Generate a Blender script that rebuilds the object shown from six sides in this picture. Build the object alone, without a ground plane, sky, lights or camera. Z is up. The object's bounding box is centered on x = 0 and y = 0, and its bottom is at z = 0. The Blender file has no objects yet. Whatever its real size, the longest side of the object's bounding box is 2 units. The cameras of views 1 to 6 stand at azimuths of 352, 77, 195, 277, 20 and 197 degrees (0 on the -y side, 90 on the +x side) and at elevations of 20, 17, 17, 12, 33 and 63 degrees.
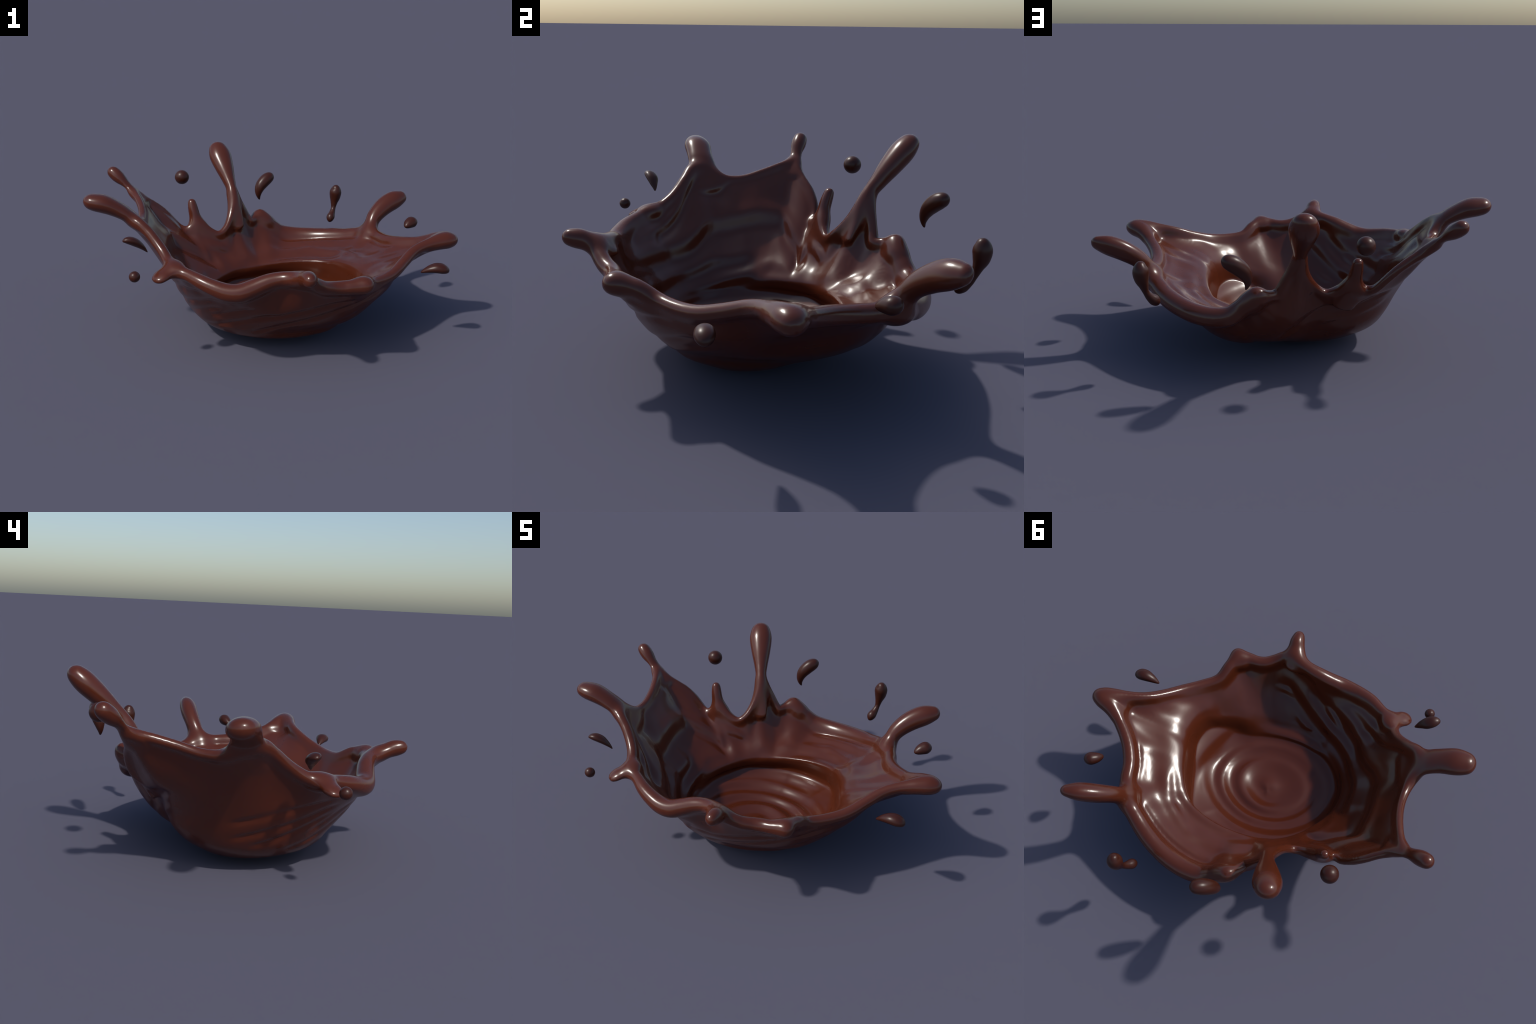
"""A frozen crown splash of melted chocolate.

The liquid body is described by rules: an outer and an inner wall profile that
change with the azimuth, a closed rim curve of varying thickness, fingers of
liquid (tendrils) that grow out of the rim, and a rippled pool inside.  These are
blended into one smooth distance field, which is turned into one skin; the skin is
then divided by region into wall, pool, rim and tendrils.  Loose drops are lofted.
"""
import bpy, bmesh, math
import numpy as np

VOXEL = 0.006
CENTRE = np.array([0.02, -0.06])          # axis of the bowl in x, y

# ------------------------------------------------------------------ curve helpers
def hermite(u, x, y, periodic=None):
    """Cubic through the points (x, y) at parameters u; finite-difference tangents."""
    x = np.asarray(x, float); y = np.asarray(y, float)
    if y.ndim == 1:
        y = y[:, None]
    if periodic:
        x = np.concatenate([x[-2:] - periodic, x, x[:2] + periodic])
        y = np.concatenate([y[-2:], y, y[:2]])
        u = (np.asarray(u) - x[2]) % periodic + x[2]
    d = np.diff(y, axis=0) / np.diff(x)[:, None]
    h = np.diff(x)[:, None]
    m = np.empty_like(y)
    m[1:-1] = (d[:-1] * h[1:] + d[1:] * h[:-1]) / (h[1:] + h[:-1])
    m[0], m[-1] = d[0], d[-1]
    i = np.clip(np.searchsorted(x, u, side='right') - 1, 0, len(x) - 2)
    t = ((u - x[i]) / (x[i + 1] - x[i]))[:, None]
    hh = (x[i + 1] - x[i])[:, None]
    return ((2*t**3 - 3*t**2 + 1) * y[i] + (t**3 - 2*t**2 + t) * hh * m[i]
            + (-2*t**3 + 3*t**2) * y[i + 1] + (t**3 - t**2) * hh * m[i + 1])

def chord(points, dims=3, power=0.5):
    p = np.asarray(points, float)[:, :dims]
    return np.concatenate([[0], np.cumsum(np.linalg.norm(np.diff(p, axis=0), axis=1) ** power)])

def spline(points, n, dims=3):
    """n samples of a centripetal cubic through the control points (all columns)."""
    s = chord(points, dims)
    return hermite(np.linspace(0, s[-1], n), s, points)

def smin(a, b, k):
    h = np.clip(0.5 + 0.5 * (b - a) / k, 0, 1)
    return b + (a - b) * h - k * h * (1 - h)

# ------------------------------------------------------------------ the rim
# x, y, z, radius of the rounded rim, counter-clockwise seen from above
RIM = np.array([
    (-0.755, -0.115, 0.632, 0.020), (-0.731, -0.189, 0.650, 0.026), (-0.678, -0.235, 0.612, 0.024),
    (-0.636, -0.277, 0.567, 0.024), (-0.604, -0.321, 0.530, 0.024), (-0.582, -0.371, 0.500, 0.026),
    (-0.553, -0.435, 0.484, 0.029), (-0.493, -0.484, 0.475, 0.028), (-0.434, -0.534, 0.458, 0.034),
    (-0.375, -0.568, 0.439, 0.039), (-0.312, -0.593, 0.423, 0.044), (-0.254, -0.605, 0.424, 0.046),
    (-0.187, -0.604, 0.448, 0.044), (-0.124, -0.606, 0.477, 0.039), (-0.064, -0.616, 0.496, 0.034),
    (-0.005, -0.641, 0.506, 0.032), (0.035, -0.666, 0.508, 0.032), (0.086, -0.664, 0.488, 0.031),
    (0.142, -0.644, 0.458, 0.031), (0.191, -0.622, 0.445, 0.032), (0.238, -0.615, 0.442, 0.033),
    (0.295, -0.618, 0.446, 0.035), (0.345, -0.605, 0.450, 0.035), (0.378, -0.540, 0.438, 0.032),
    (0.415, -0.472, 0.405, 0.026), (0.495, -0.412, 0.396, 0.026), (0.578, -0.350, 0.406, 0.026),
    (0.655, -0.274, 0.436, 0.026), (0.730, -0.208, 0.470, 0.027), (0.811, -0.170, 0.491, 0.029),
    (0.886, -0.146, 0.502, 0.030), (0.936, -0.122, 0.502, 0.032), (0.886, -0.088, 0.488, 0.032), (0.816, -0.028, 0.456, 0.033), (0.738, 0.068, 0.426, 0.034),
    (0.693, 0.163, 0.405, 0.035), (0.675, 0.248, 0.396, 0.036), (0.647, 0.322, 0.390, 0.038),
    (0.615, 0.379, 0.374, 0.042), (0.571, 0.416, 0.360, 0.044), (0.522, 0.458, 0.340, 0.046),
    (0.462, 0.503, 0.327, 0.047), (0.397, 0.542, 0.317, 0.047), (0.312, 0.579, 0.308, 0.048),
    (0.218, 0.602, 0.308, 0.048), (0.134, 0.607, 0.325, 0.047), (0.087, 0.601, 0.362, 0.044),
    (0.045, 0.601, 0.400, 0.041), (0.000, 0.592, 0.424, 0.036), (-0.040, 0.562, 0.425, 0.026),
    (-0.064, 0.527, 0.424, 0.022), (-0.089, 0.529, 0.465, 0.019), (-0.121, 0.533, 0.525, 0.018),
    (-0.159, 0.535, 0.585, 0.018), (-0.179, 0.532, 0.600, 0.020), (-0.182, 0.494, 0.555, 0.017),
    (-0.197, 0.442, 0.487, 0.017), (-0.227, 0.394, 0.425, 0.018), (-0.270, 0.374, 0.394, 0.018),
    (-0.330, 0.377, 0.419, 0.018), (-0.380, 0.387, 0.449, 0.020), (-0.430, 0.382, 0.431, 0.019),
    (-0.462, 0.364, 0.422, 0.018), (-0.500, 0.384, 0.439, 0.016), (-0.551, 0.394, 0.494, 0.016),
    (-0.606, 0.387, 0.549, 0.016), (-0.662, 0.367, 0.593, 0.016), (-0.720, 0.353, 0.632, 0.017),
    (-0.765, 0.340, 0.665, 0.018), (-0.745, 0.280, 0.657, 0.017), (-0.717, 0.162, 0.627, 0.016),
    (-0.713, 0.052, 0.599, 0.016), (-0.728, -0.035, 0.600, 0.020)])

# ------------------------------------------------------------------ the tendrils
# spine: x, y, z, half width, half depth; 'flat' is the direction of the half width
TENDRILS = [
    dict(flat=(.05, 1, -.16), blend=.045, spine=[   # broad paddle to the left
        (-.690, -.112, .580, .062, .016), (-.745, -.126, .640, .064, .024), (-.785, -.135, .677, .064, .035),
        (-.838, -.138, .709, .063, .041), (-.895, -.138, .734, .067, .047), (-.947, -.138, .745, .067, .050)]),
    dict(flat=(.4, .9, 0), blend=.035, spine=[    # slim club, back left
        (-.715, .305, .620, .034, .012), (-.755, .335, .662, .036, .014), (-.785, .354, .692, .030, .017),
        (-.808, .365, .713, .030, .021), (-.840, .382, .740, .037, .033), (-.870, .399, .765, .042, .041)]),
    dict(flat=(1, .1, 0), blend=.04, spine=[      # the tallest club, at the back
        (-.154, .434, .430, .042, .014), (-.158, .468, .492, .038, .024), (-.167, .501, .555, .033, .034), (-.179, .535, .620, .030, .033),
        (-.196, .586, .675, .040, .039), (-.217, .648, .738, .057, .049), (-.235, .700, .789, .067, .054),
        (-.246, .733, .821, .067, .055)]),
    dict(flat=(1, .3, 0), blend=.055, spine=[     # short finger, back left
        (-.356, .352, .335, .048, .014), (-.378, .364, .385, .045, .022), (-.393, .377, .432, .040, .028), (-.405, .391, .475, .036, .029),
        (-.417, .407, .525, .031, .029), (-.426, .425, .572, .029, .028)]),
    dict(flat=(-.69, .35, .63), blend=.06, spine=[   # curved finger, right back
        (.630, .340, .385, .040, .050), (.650, .362, .432, .038, .044), (.684, .390, .487, .046, .043),
        (.744, .425, .535, .055, .047), (.804, .449, .564, .057, .046), (.857, .467, .580, .049, .037)]),
    dict(flat=(.2, 1, 0), blend=.05, spine=[      # folded tongue, right front
        (.850, -.112, .478, .060, .022), (.885, -.117, .491, .060, .034), (.920, -.121, .498, .056, .038),
        (.958, -.125, .501, .048, .040)]),
    dict(flat=(1, 0, 0), blend=.04, spine=[       # front finger
        (.020, -.620, .485, .050, .020), (.032, -.680, .515, .048, .032), (.042, -.732, .536, .042, .040),
        (.043, -.764, .544, .039, .041)]),
    dict(flat=(1, .5, 0), blend=.04, spine=[      # stub beside the front finger
        (.325, -.590, .440, .034, .032), (.352, -.622, .450, .038, .038)]),
    dict(flat=(.7, -.7, 0), blend=.045, spine=[   # hooked stub, left front
        (-.545, -.412, .490, .036, .024), (-.590, -.446, .478, .042, .024), (-.616, -.468, .468, .046, .023),
        (-.632, -.482, .460, .046, .022)]),
    dict(flat=(1, 0, 0), blend=.04, spine=[       # low hump at the back
        (.030, .585, .400, .045, .035), (.008, .598, .437, .042, .036)]),
]

# ------------------------------------------------------------------ wall profiles
# outer wall: azimuth in degrees, radius at the heights LEVELS, belly between the last one and the rim
LEVELS = np.array([.012, .04, .08, .13, .20, .30])
OUTER = np.array([
    (0, .160, .296, .364, .418, .529, .618, .0), (24, .170, .280, .359, .468, .565, .628, .0),
    (48, .170, .268, .354, .508, .576, .636, .0), (72, .165, .262, .352, .508, .580, .642, .0),
    (96, .158, .256, .345, .458, .530, .594, .0), (120, .150, .262, .342, .390, .438, .492, .0),
    (132, .146, .280, .354, .400, .454, .504, .004), (144, .143, .302, .382, .453, .515, .553, .010),
    (168, .136, .340, .424, .492, .540, .586, .002), (192, .130, .330, .420, .474, .519, .577, -.006),
    (216, .120, .278, .396, .455, .497, .556, -.004), (240, .112, .244, .366, .417, .464, .530, .0),
    (264, .112, .230, .348, .385, .450, .522, .0), (288, .116, .243, .344, .380, .466, .533, .0),
    (312, .126, .272, .360, .408, .497, .564, .010), (336, .142, .302, .357, .400, .500, .602, .0)])
# shoulder round the pool: azimuth, radius, height, undercut (how far the foot of the step below it
# lies outside the shoulder), and how far the wall between shoulder and rim swells inward
LIP = np.array([
    (2, .462, .314, -.050, .002), (20, .449, .295, -.038, .0), (38, .440, .267, -.012, -.010),
    (57, .404, .249, .006, -.012), (79, .372, .232, .016, -.018), (101, .362, .217, .016, -.025),
    (120, .368, .210, .010, -.024), (140, .374, .205, .006, -.012), (165, .400, .186, -.012, -.012),
    (190, .426, .176, -.032, .004), (215, .422, .174, -.046, .010), (240, .402, .166, -.060, .002),
    (265, .394, .172, -.075, -.020), (290, .396, .196, -.072, -.014), (304, .408, .226, -.066, -.004),
    (314, .436, .250, -.062, .002), (323, .466, .270, -.062, .004), (331, .496, .290, -.064, .004), (345, .499, .310, -.060, .002)])
FLOOR = .034

# Folds of the flowing liquid.  Inner folds run along azimuth and fraction of the way from the
# shoulder (0) to the rim (1): kind 'step' is a terrace riser, 'ridge' a swelling (negative: groove).
# height and width in metres.
INNER_FOLDS = [
    ('step', .013, .036, [(282, .68), (278, .63), (264, .46), (249, .29), (238, .16), (228, .10)]),
    ('step', .020, .038, [(262, .84), (254, .74), (239, .55), (220, .44), (195, .38), (183, .47), (171, .62), (163, .62),
                          (156, .54), (150, .41), (144, .36), (137, .40), (130, .43)]),
    ('step', .005, .020, [(248, .84), (242, .78), (229, .74), (215, .69), (202, .77), (196, .85)]),
    ('step', .012, .026, [(246, .20), (239, .15), (214, .12), (197, .14), (182, .14), (172, .18), (162, .24)]),
    ('step', .009, .022, [(236, -.22), (225, -.16), (202, -.12), (188, -.06), (174, .0), (160, .04)]),
    ('step', .007, .026, [(164, .08), (158, .09), (137, .10), (110, .08), (95, .14), (80, .21), (66, .26), (50, .25), (34, .20)]),
    ('ridge', .006, .016, [(92, .40), (83, .40), (75, .44), (66, .46), (56, .44)]),
    ('step', .007, .022, [(68, .46), (60, .42), (44, .28), (26, .24), (16, .24)]),
    ('step', .010, .030, [(342, .76), (335, .70), (319, .74), (308, .84), (298, .88)]),
    ('ridge', -.013, .070, [(12, .70), (4, .72), (356, .74), (348, .72), (341, .66)]),
    ('ridge', .008, .026, [(340, .54), (338, .53), (348, .58), (335, .50), (319, .56), (306, .66)]),
    ('ridge', -.012, .012, [(4, .82), (12, .88), (21, .91), (32, .87), (47, .86), (60, .83), (75, .80), (84, .80)]),
    ('ridge', .006, .024, [(28, .70), (33, .68), (42, .70), (52, .72), (64, .70), (76, .66)]),
    ('step', .012, .022, [(184, .99), (190, .94), (198, .87), (204, .78), (211, .68), (222, .62)]),
    ('step', .006, .020, [(205, .84), (212, .85), (219, .86), (227, .88), (238, .89)]),
    ('ridge', .010, .050, [(182, .86), (170, .84), (160, .82), (148, .80), (136, .80)]),
    ('ridge', -.009, .050, [(172, .36), (162, .34), (152, .30)]),
    ('ridge', -.009, .050, [(112, .52), (98, .50), (86, .48)]),
    ('ridge', .013, .045, [(40, .18), (28, .19), (14, .19), (0, .17), (346, .17), (332, .18), (320, .16)]),
    ('ridge', -.009, .040, [(276, .78), (264, .78), (254, .78), (244, .74)]),
    ('ridge', -.013, .045, [(34, .62), (24, .62), (16, .62), (6, .60)]),
    ('ridge', .006, .040, [(140, .80), (134, .72), (129, .74), (124, .84)]),
    ('ridge', -.014, .045, [(119, .80), (112, .74), (104, .72), (95, .80)]),
    ('ridge', .007, .020, [(232, .80), (224, .80), (217, .80), (208, .76)]),
    ('ridge', .010, .030, [(196, .62), (188, .68), (180, .68), (172, .74)]),
]
# Outer folds run along azimuth and height; all are grooves or (positive) ridges.
OUTER_FOLDS = [
    (-0.0090, .013, [(244, .215), (254, .250), (266, .285), (281, .320), (294, .350), (306, .350)]),
    (-0.0090, .013, [(240, .120), (252, .153), (270, .220), (286, .262), (298, .295), (312, .330), (324, .345)]),
    (-0.0075, .013, [(216, .190), (224, .225), (240, .290), (252, .330)]),
    (-0.0075, .013, [(204, .105), (213, .130), (238, .205), (251, .255), (262, .300)]),
    (-0.0090, .014, [(176, .250), (182, .270), (194, .315), (208, .340), (225, .385)]),
    (-0.0090, .014, [(176, .170), (182, .190), (197, .240), (209, .265), (224, .320), (232, .365)]),
    (-0.0075, .014, [(184, .130), (195, .160), (206, .200), (218, .255), (232, .305)]),
    (-0.0060, .009, [(150, .045), (165, .040), (180, .038), (200, .040), (215, .045)]),
    (-0.0105, .018, [(94, .110), (100, .140), (104, .170), (108, .215), (113, .270), (119, .310), (132, .330), (146, .360), (158, .410)]),
    (0.0090, .022, [(120, .220), (130, .240), (142, .265), (152, .300), (160, .350)]),
    (-0.0090, .018, [(134, .280), (142, .310), (150, .360), (156, .430)]),
    (-0.0060, .014, [(284, .150), (300, .190), (318, .250), (332, .300)]),
    (0.0060, .016, [(300, .140), (320, .190), (340, .250)]),
]

def fold_track(track, th):
    """Position along a fold and a 0-1 window that fades both ends, for azimuths th (radians)."""
    az = np.unwrap(np.radians([t[0] for t in track]))
    val = np.array([t[1] for t in track], float)
    if az[0] > az[-1]:
        az, val = az[::-1], val[::-1]
    u = az[0] + (th - az[0]) % (2 * math.pi)
    over = u - az[-1]
    u = np.where(over > math.pi, u - 2 * math.pi, u)
    pos = np.mean([np.interp(np.clip(u + d, az[0], az[-1]), az, val) for d in np.radians([-14, -10, -7, -4, -1, 1, 4, 7, 10, 14])], axis=0)
    fade = min(.16, .3 * (az[-1] - az[0]))
    win = np.clip((u - az[0]) / fade, 0, 1) * np.clip((az[-1] - u) / fade, 0, 1)
    return pos, win * win * (3 - 2 * win)

def rim_by_azimuth(theta):
    dx, dy = RIM[:, 0] - CENTRE[0], RIM[:, 1] - CENTRE[1]
    az = np.unwrap(np.arctan2(dy, dx))
    assert np.all(np.diff(az) > 0), np.where(np.diff(az) <= 0)
    vals = np.stack([np.hypot(dx, dy), RIM[:, 2], RIM[:, 3]], 1)
    return hermite(theta, az, vals, periodic=2 * math.pi)

def wall_polygons(n_az=2048, n_out=84, n_in=84):
    """Closed r,z outlines of the liquid wall for n_az azimuths."""
    th = np.arange(n_az) / n_az * 2 * math.pi
    rim = rim_by_azimuth(th)
    out = hermite(th, np.radians(OUTER[:, 0]), OUTER[:, 1:], periodic=2 * math.pi)
    lip = hermite(th, np.radians(LIP[:, 0]), LIP[:, 1:], periodic=2 * math.pi)
    inner = [(k, h, w) + fold_track(t, th) for k, h, w, t in INNER_FOLDS]
    outer = [(h, w) + fold_track(t, th) for h, w, t in OUTER_FOLDS]
    polys = np.empty((n_az, n_out + n_in, 2))
    for i in range(n_az):
        rr, rz, rt = rim[i]
        lev = LEVELS * min(1, (rz - .05) / .30)
        o = [(-.1, .004), (0, 0), (out[i, 0] * .5, .0035)]
        o += [(out[i, k], lev[k]) for k in range(6)]
        slope = np.array([rr, rz]) - o[-1]
        slope /= np.linalg.norm(slope)
        nrm = np.array([slope[1], -slope[0]])         # outward, down
        half = .55 * rt
        mid = (np.array(o[-1]) + np.array([rr, rz]) + nrm * half) / 2
        o.append(tuple(mid + nrm * out[i, 6]))
        o.append(tuple(np.array([rr, rz]) + nrm * half))
        lr, lz, under, swell = lip[i]
        end = np.array([rr, rz]) - nrm * half
        lp = np.array([lr, lz])
        fr = lr + under
        fz = FLOOR + .072 + .1 * (lz - .2) + .012 * math.cos(th[i] - 1.8)                # the floor climbs towards the step
        inn = [(-.1, FLOOR), (.12, FLOOR + .003), (.22, FLOOR + .016), (fr - .055, fz - .028), (fr - .012, fz - .006),
               (fr + .004, fz + .022), (lr + .35 * under - .004, lz - .036), tuple(lp)]
        s = np.array([lz - end[1], end[0] - lr]); s /= np.linalg.norm(s)    # inward, up
        for f, w in ((.2, .55), (.5, 1.), (.8, .55)):
            inn.append(tuple(lp + (end - lp) * f + s * swell * w))
        inn.append(tuple(end))
        a = spline(o, n_out, 2)
        b = spline(inn, n_in, 2)
        # folds: displace both walls along their normals
        for h, w, pos, win in outer:
            if win[i] > 0:
                t = np.gradient(a, axis=0); t /= np.linalg.norm(t, axis=1)[:, None] + 1e-9
                g = h * win[i] * np.exp(-((a[:, 1] - pos[i]) / w) ** 2) * (a[:, 0] > .2)
                a = a + np.stack([t[:, 1], -t[:, 0]], 1) * g[:, None]
        sc = chord(inn, 2)
        su = np.linspace(0, sc[-1], n_in)
        arc = np.concatenate([[0], np.cumsum(np.linalg.norm(np.diff(b, axis=0), axis=1))])
        l0 = np.interp(sc[7], su, arc)
        t = np.gradient(b, axis=0); t /= np.linalg.norm(t, axis=1)[:, None] + 1e-9
        g = np.zeros(n_in)
        for k, h, w, pos, win in inner:
            if win[i] > 0:
                x = (arc - (l0 + pos[i] * (arc[-1] - l0))) / (1.7 * w)
                g += h * win[i] * np.exp(-x * x) * (x * 1.55 if k == 'step' else 1)
        edge = np.clip((arc[-1] - arc) / .03, 0, 1)
        inward = np.stack([-t[:, 1], t[:, 0]], 1)
        b = b + inward * (g * edge)[:, None]
        # the wall never gets thinner than a skin of liquid
        dense = spline(a, 2 * n_out, 2)
        gap = b[:, None] - dense[None]
        k = (gap ** 2).sum(2).argmin(1)
        thick = (gap[np.arange(n_in), k] * inward).sum(1)
        lack = np.clip(.020 - thick, 0, .03) * np.clip((arc[-1] - arc) / .05, 0, 1) * (arc > l0)
        b = (b + inward * lack[:, None])[::-1]
        # ripples on the pool floor: broad oval rings, off centre
        inside = np.clip((fr - b[:, 0]) / .05, 0, 1) * np.clip(b[:, 0] / .03 + .6, 0, 1)
        re = np.hypot((b[:, 0] * math.cos(th[i]) + .017) * .90, (b[:, 0] * math.sin(th[i]) + .033) * 1.15)
        wave = np.interp(re, (0, .165, .262, .60), (0, 1, 2, 5.4))   # a mound, then closing rings
        b[:, 1] += inside * np.interp(re, (0, .2, .4), (1.1, 1, .6)) * (.0085 + .0035 * math.cos(th[i] - .7)) * np.cos(2 * math.pi * wave + .35 * math.sin(2 * th[i] + 1))
        # the floor keeps at least a skin of liquid above the underside
        low = np.interp(b[:, 0], np.maximum.accumulate(a[:, 0]), a[:, 1]) + .020
        free = (b[:, 0] < lr + .03) & (b[:, 1] < low + .03) & (b[:, 1] < lz)
        b[free, 1] = -smin(-b[free, 1], -low[free], .02)
        polys[i, :n_out] = a
        polys[i, n_out:] = b
    # let every profile melt a little into its neighbours
    k = np.arange(-24, 25) * 360 / n_az
    k = np.exp(-(k / 1.6) ** 2); k /= k.sum()
    soft = sum(w * np.roll(polys, j - 24, axis=0) for j, w in enumerate(k))
    return soft

# ------------------------------------------------------------------ distance field
class Field:
    def __init__(self):
        self.polys = wall_polygons().astype(np.float32)
        rim = np.concatenate([RIM, RIM[:1]])
        s = chord(rim, 3)
        pts = hermite(np.linspace(0, s[-1], 361)[:-1], s[:-1], RIM, periodic=s[-1])
        self.rim = pts
        self.tendrils = []
        for t in TENDRILS:
            sp = spline(t['spine'], 10 * len(t['spine']) - 9)
            ease = np.clip((np.arange(len(sp)) - (len(sp) - 11)) / 10, 0, 1)[:, None]
            sp[:, 3:] *= 1 - .15 * ease ** 2           # tips round off before the dome
            self.tendrils.append((sp, np.array(t['flat'], float), t['blend']))

    def wall(self, P):
        d = np.empty(len(P), np.float32)
        n = len(self.polys)
        for c in range(0, len(P), 60000):
            q = P[c:c + 60000].astype(np.float32)
            x, y, z = q[:, 0] - CENTRE[0], q[:, 1] - CENTRE[1], q[:, 2]
            r = np.hypot(x, y)
            i = np.round(np.arctan2(y, x) / (2 * math.pi) * n).astype(int) % n
            poly = self.polys[i]
            best = np.full(len(q), 9., np.float32)
            inside = np.zeros(len(q), bool)
            m = poly.shape[1]
            for k in range(m):
                a = poly[:, k]; b = poly[:, (k + 1) % m]
                ex, ez = b[:, 0] - a[:, 0], b[:, 1] - a[:, 1]
                wx, wz = r - a[:, 0], z - a[:, 1]
                t = np.clip((wx * ex + wz * ez) / (ex * ex + ez * ez + 1e-12), 0, 1)
                best = np.minimum(best, (wx - ex * t) ** 2 + (wz - ez * t) ** 2)
                cross = (a[:, 1] <= z) != (b[:, 1] <= z)
                inside ^= cross & (wx < ex * wz / np.where(np.abs(ez) < 1e-9, 1e-9, ez))
            best = np.sqrt(best)
            d[c:c + 60000] = np.where(inside, -best, best)
        return d

    @staticmethod
    def near(P, pts, margin):
        lo = pts[:, :3].min(0) - margin; hi = pts[:, :3].max(0) + margin
        return np.where(np.all((P > lo) & (P < hi), axis=1))[0]

    def rim_distance(self, P):
        d = np.full(len(P), .5, np.float32)
        pts = np.concatenate([self.rim, self.rim[:1]])
        step = 12
        for k in range(0, len(pts) - 1, step):
            seg = pts[k:k + step + 1]
            idx = self.near(P, seg, .11)
            if not len(idx):
                continue
            q = P[idx]; best = d[idx]
            for a, b in zip(seg[:-1], seg[1:]):
                e = b[:3] - a[:3]
                t = np.clip(((q - a[:3]) @ e) / (e @ e), 0, 1)
                g = np.linalg.norm(q - a[:3] - t[:, None] * e, axis=1) - (a[3] + (b[3] - a[3]) * t)
                best = np.minimum(best, g)
            d[idx] = best
        return d

    def tendril_distance(self, P, k):
        sp, flat, blend = self.tendrils[k]
        d = np.full(len(P), .5, np.float32)
        idx = self.near(P, sp, .16)
        if not len(idx):
            return d
        q = P[idx]; best = np.full(len(idx), .5)
        for a, b in zip(sp[:-1], sp[1:]):
            e = b[:3] - a[:3]; L = np.linalg.norm(e); u = e / L
            w = flat - (flat @ u) * u; w /= np.linalg.norm(w); v = np.cross(u, w)
            t = np.clip(((q - a[:3]) @ e) / (L * L), 0, 1)
            o = q - a[:3] - t[:, None] * e
            ra = a[3] + (b[3] - a[3]) * t; rb = a[4] + (b[4] - a[4]) * t
            rc = np.sqrt(ra * rb) * 1.1
            ow, ov, ou = o @ w, o @ v, o @ u
            k0 = np.sqrt((ow / ra) ** 2 + (ov / rb) ** 2 + (ou / rc) ** 2)
            k1 = np.sqrt((ow / ra ** 2) ** 2 + (ov / rb ** 2) ** 2 + (ou / rc ** 2) ** 2)
            g = np.where(k0 < 1e-6, -np.minimum(ra, rb), k0 * (k0 - 1) / np.maximum(k1, 1e-6))
            best = np.minimum(best, g)
        d[idx] = best
        return d

    def __call__(self, P):
        d = smin(self.wall(P), self.rim_distance(P), .032)
        for k in range(len(self.tendrils)):
            d = smin(d, self.tendril_distance(P, k), self.tendrils[k][2])
        return d

# ------------------------------------------------------------------ skin of the field
def sample_grid(field, lo, hi, h):
    """Field on a grid; only the narrow band round the surface is evaluated finely."""
    f = 4
    n = (np.ceil((hi - lo) / (h * f)).astype(int)) * f
    axes = [lo[i] + h * np.arange(n[i] + 1) for i in range(3)]
    cax = [a[::f] for a in axes]
    C = np.stack(np.meshgrid(*cax, indexing='ij'), -1)
    cd = field(C.reshape(-1, 3)).reshape(C.shape[:3])
    blk = np.abs(cd) < h * f * 2.6
    near = np.zeros(n + 1, bool); full = np.empty(n + 1, np.float32)
    ii = np.clip(np.round(np.arange(n[0] + 1) / f).astype(int), 0, cd.shape[0] - 1)
    jj = np.clip(np.round(np.arange(n[1] + 1) / f).astype(int), 0, cd.shape[1] - 1)
    kk = np.clip(np.round(np.arange(n[2] + 1) / f).astype(int), 0, cd.shape[2] - 1)
    full[:] = cd[np.ix_(ii, jj, kk)]
    near[:] = blk[np.ix_(ii, jj, kk)]
    idx = np.argwhere(near)
    P = lo + h * idx
    full[near] = field(P)
    return axes, full

def surface_nets(axes, F, h):
    lo = np.array([a[0] for a in axes])
    s = F < 0
    nx, ny, nz = F.shape
    cells = np.zeros((nx - 1, ny - 1, nz - 1), np.uint8)
    corners = [(i, j, k) for i in (0, 1) for j in (0, 1) for k in (0, 1)]
    for i, j, k in corners:
        cells += s[i:nx - 1 + i, j:ny - 1 + j, k:nz - 1 + k]
    act = np.argwhere((cells > 0) & (cells < 8))
    vid = np.full(cells.shape, -1, np.int64)
    vid[tuple(act.T)] = np.arange(len(act))
    val = {c: F[act[:, 0] + c[0], act[:, 1] + c[1], act[:, 2] + c[2]] for c in corners}
    acc = np.zeros((len(act), 3)); cnt = np.zeros(len(act))
    for a in corners:
        for b in corners:
            df = np.subtract(b, a)
            if df.sum() == 1 and df.min() >= 0:
                va, vb = val[a], val[b]
                m = (va < 0) != (vb < 0)
                t = np.where(m, va / np.where(m, va - vb, 1), 0)
                p = np.array(a) + t[:, None] * df
                acc[m] += p[m]; cnt[m] += 1
    V = lo + h * (act + acc / cnt[:, None])
    quads = []
    for ax in range(3):
        sl = [slice(1, None)] * 3
        b1, b2 = (ax + 1) % 3, (ax + 2) % 3
        A = [slice(1, -1)] * 3; B = [slice(1, -1)] * 3
        A[ax] = slice(0, -1); B[ax] = slice(1, None)
        sa, sb = s[tuple(A)], s[tuple(B)]
        e = np.argwhere(sa != sb)
        flip = sa[tuple(e.T)]
        e = e.copy()
        off = np.ones(3, int); off[ax] = 0
        e += off
        def cell(d1, d2):
            c = e.copy(); c[:, b1] += d1; c[:, b2] += d2
            return vid[tuple(c.T)]
        q = np.stack([cell(-1, -1), cell(0, -1), cell(0, 0), cell(-1, 0)], 1)
        q[~flip] = q[~flip][:, ::-1]
        quads.append(q)
    return V, np.concatenate(quads)

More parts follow.
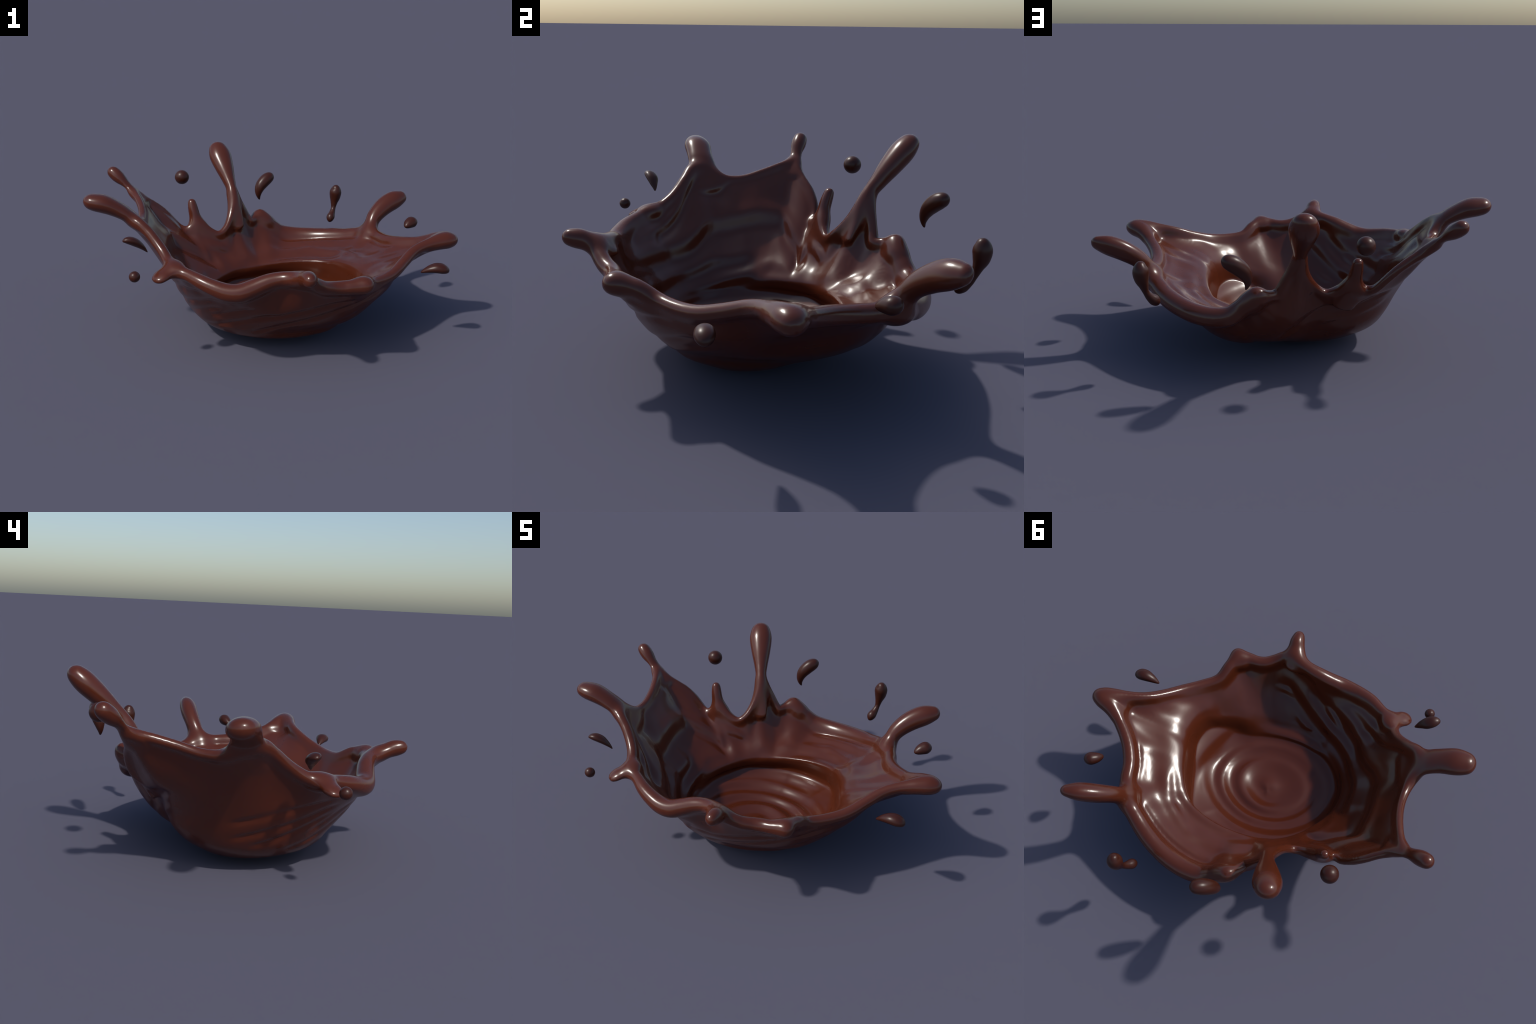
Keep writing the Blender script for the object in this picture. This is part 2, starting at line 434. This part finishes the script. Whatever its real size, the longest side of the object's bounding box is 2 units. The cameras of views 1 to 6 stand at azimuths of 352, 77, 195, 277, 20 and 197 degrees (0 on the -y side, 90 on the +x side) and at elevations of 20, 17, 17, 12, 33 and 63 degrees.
def smooth(V, Q, rounds, lam=.5, mu=-.52):
    e = np.concatenate([Q[:, [0, 1]], Q[:, [1, 2]], Q[:, [2, 3]], Q[:, [3, 0]]])
    e = np.concatenate([e, e[:, ::-1]])
    deg = np.bincount(e[:, 0], minlength=len(V)).astype(float)
    for _ in range(rounds):
        for w in (lam, mu):
            avg = np.stack([np.bincount(e[:, 0], V[e[:, 1], i], len(V)) for i in range(3)], 1) / deg[:, None]
            V = V + w * (avg - V)
    return V

# ------------------------------------------------------------------ materials
def chocolate(name, base, deep, rough, gloss=.5):
    mat = bpy.data.materials.new(name)
    mat.use_nodes = True
    nt = mat.node_tree
    bsdf = nt.nodes['Principled BSDF']
    tex = nt.nodes.new('ShaderNodeTexCoord')
    noise = nt.nodes.new('ShaderNodeTexNoise')
    noise.inputs['Scale'].default_value = 3.0
    noise.inputs['Detail'].default_value = 2.0
    ramp = nt.nodes.new('ShaderNodeValToRGB')
    ramp.color_ramp.elements[0].position = .3
    ramp.color_ramp.elements[0].color = (*deep, 1)
    ramp.color_ramp.elements[1].position = .7
    ramp.color_ramp.elements[1].color = (*base, 1)
    nt.links.new(tex.outputs['Object'], noise.inputs['Vector'])
    nt.links.new(noise.outputs['Fac'], ramp.inputs['Fac'])
    nt.links.new(ramp.outputs['Color'], bsdf.inputs['Base Color'])
    bsdf.inputs['Roughness'].default_value = rough
    bsdf.inputs['Specular IOR Level'].default_value = gloss
    bsdf.inputs['IOR'].default_value = 1.52
    return mat

# ------------------------------------------------------------------ loose drops
def loft_drop(name, spine, mat, parent, flat=(1, 0, 0), squash=1.0, sides=40, rings=56):
    """Closed drop: oval sections along a spine x, y, z, radius.  The squared radius is what is
    interpolated, so both ends (radius 0) close as round domes."""
    p = np.asarray(spine, float)
    s = chord(p, 3, 1.0)
    u = (1 - np.cos(np.linspace(0, math.pi, rings))) / 2 * s[-1]
    P = hermite(u, s, p[:, :3])
    r2 = p[:, 3] ** 2
    R = np.sqrt(np.clip(hermite(u, s, r2)[:, 0], 1e-8, None))
    R[0] = R[-1] = 1e-4
    T = np.gradient(P, axis=0); T /= np.linalg.norm(T, axis=1)[:, None]
    verts = []
    w = np.array(flat, float)
    for q, r, t in zip(P, R, T):
        w = w - (w @ t) * t; w /= np.linalg.norm(w)
        v = np.cross(t, w)
        for k in range(sides):
            a = 2 * math.pi * k / sides
            verts.append(q + r * math.cos(a) * w + r * squash * math.sin(a) * v)
    faces = []
    for i in range(rings - 1):
        for k in range(sides):
            k2 = (k + 1) % sides
            faces.append((i * sides + k, i * sides + k2, (i + 1) * sides + k2, (i + 1) * sides + k))
    faces.append(tuple(range(sides))[::-1]); faces.append(tuple((rings - 1) * sides + k for k in range(sides)))
    me = bpy.data.meshes.new(name)
    me.from_pydata([tuple(v) for v in verts], [], faces)
    bm = bmesh.new(); bm.from_mesh(me)
    bmesh.ops.remove_doubles(bm, verts=bm.verts, dist=.0003)
    bmesh.ops.recalc_face_normals(bm, faces=bm.faces)
    bm.to_mesh(me); bm.free()
    me.materials.append(mat)
    me.shade_smooth()
    ob = bpy.data.objects.new(name, me)
    bpy.context.scene.collection.objects.link(ob)
    ob.parent = parent
    return ob

def ball(x, y, z, r):
    return [(x, y, z - r * math.cos(a), r * math.sin(a)) for a in np.linspace(0, math.pi, 13)]

DROPS = [
    dict(spine=ball(-.479, .556, .697, .0425)),
    dict(spine=[(.019, .722, .504, 0), (.013, .719, .522, .011), (.011, .721, .550, .022), (.020, .730, .582, .032),
                (.045, .745, .614, .0375), (.075, .761, .636, .036), (.098, .773, .645, .026), (.110, .779, .648, 0)]),
    dict(spine=[(.503, .717, .590, 0), (.509, .722, .578, .025), (.513, .728, .550, .037), (.512, .728, .515, .034),
                (.506, .721, .478, .022), (.501, .712, .446, .0150), (.490, .695, .416, .020), (.476, .674, .392, .0255),
                (.469, .663, .376, .017), (.465, .658, .368, 0)]),
    dict(spine=[(.811, .194, .476, 0), (.822, .204, .480, .019), (.843, .222, .488, .031), (.866, .237, .494, .034),
                (.884, .247, .498, .022), (.891, .251, .500, 0)], squash=.9),
    dict(spine=[(.724, -.348, .403, 0), (.742, -.351, .412, .014), (.772, -.356, .424, .026), (.806, -.361, .430, .034),
                (.840, -.365, .424, .032), (.860, -.368, .414, .019), (.867, -.369, .409, 0)], flat=(0, 1, 0), squash=.76),
    dict(spine=[(-.800, -.408, .624, 0), (-.792, -.405, .627, .016), (-.770, -.397, .626, .028), (-.742, -.388, .613, .030),
                (-.714, -.384, .592, .021), (-.694, -.381, .571, .010), (-.684, -.381, .559, 0)], flat=(.3, 1, 0), squash=.68),
    dict(spine=ball(-.746, -.525, .489, .0265)),
]

# ------------------------------------------------------------------ build
def build():
    field = Field()
    lo = np.array([-1.03, -.83, -.05]); hi = np.array([1.05, .83, .91])
    axes, F = sample_grid(field, lo, hi, VOXEL)
    V, Q = surface_nets(axes, F, VOXEL)
    V = smooth(V, Q, 6)
    V[:, 2] -= V[:, 2].min()

    # whole-body normals
    body = bpy.data.meshes.new('body')
    body.from_pydata(V.tolist(), [], Q.tolist())
    body.shade_smooth()
    N = np.empty(len(V) * 3, np.float32)
    body.vertices.foreach_get('normal', N)
    N = N.reshape(-1, 3)
    bpy.data.meshes.remove(body)

    # regions
    C = V[Q].mean(1)
    label = np.zeros(len(Q), int)
    az = np.arctan2(C[:, 1] - CENTRE[1], C[:, 0] - CENTRE[0])
    r = np.hypot(C[:, 0] - CENTRE[0], C[:, 1] - CENTRE[1])
    lip = hermite(az, np.radians(LIP[:, 0]), LIP[:, 1:], periodic=2 * math.pi)
    FN = N[Q].mean(1)
    label[(r < lip[:, 0] - .012) & (C[:, 2] < lip[:, 1]) & (C[:, 2] > .04) & (FN[:, 2] > -.3)] = 1
    label[field.rim_distance(C) < .004] = 2
    for k, (sp, flat, blend) in enumerate(field.tendrils):
        root = sp[14 if len(sp) > 15 else 3]; d = sp[-1, :3] - root[:3]
        out = ((C - root[:3]) @ d) > 0
        label[out & (field.tendril_distance(C, k) < .008)] = 3 + k

    root = bpy.data.objects.new('chocolate_splash', None)
    bpy.context.scene.collection.objects.link(root)
    root['label'] = 'crown splash of glossy melted dark chocolate with flying drops'
    root['category'] = 'liquid splash'
    body_mat = chocolate('melted_chocolate', (.090, .0185, .0066), (.081, .0163, .0059), .245)
    drop_mat = chocolate('drop_chocolate', (.050, .0106, .0045), (.044, .0092, .0040), .36, .36)
    names = ['bowl_wall', 'pool', 'rim'] + ['tendril'] * len(TENDRILS)
    for k, nm in enumerate(names):
        q = Q[label == k]
        if not len(q):
            continue
        used, inv = np.unique(q, return_inverse=True)
        me = bpy.data.meshes.new(nm)
        me.from_pydata(V[used].tolist(), [], inv.reshape(q.shape).tolist())
        me.materials.append(body_mat)
        me.shade_smooth()
        me.normals_split_custom_set_from_vertices(N[used].tolist())
        ob = bpy.data.objects.new(nm, me)
        bpy.context.scene.collection.objects.link(ob)
        ob.parent = root
    for drop in DROPS:
        loft_drop('drop', mat=drop_mat, parent=root, **drop)

build()
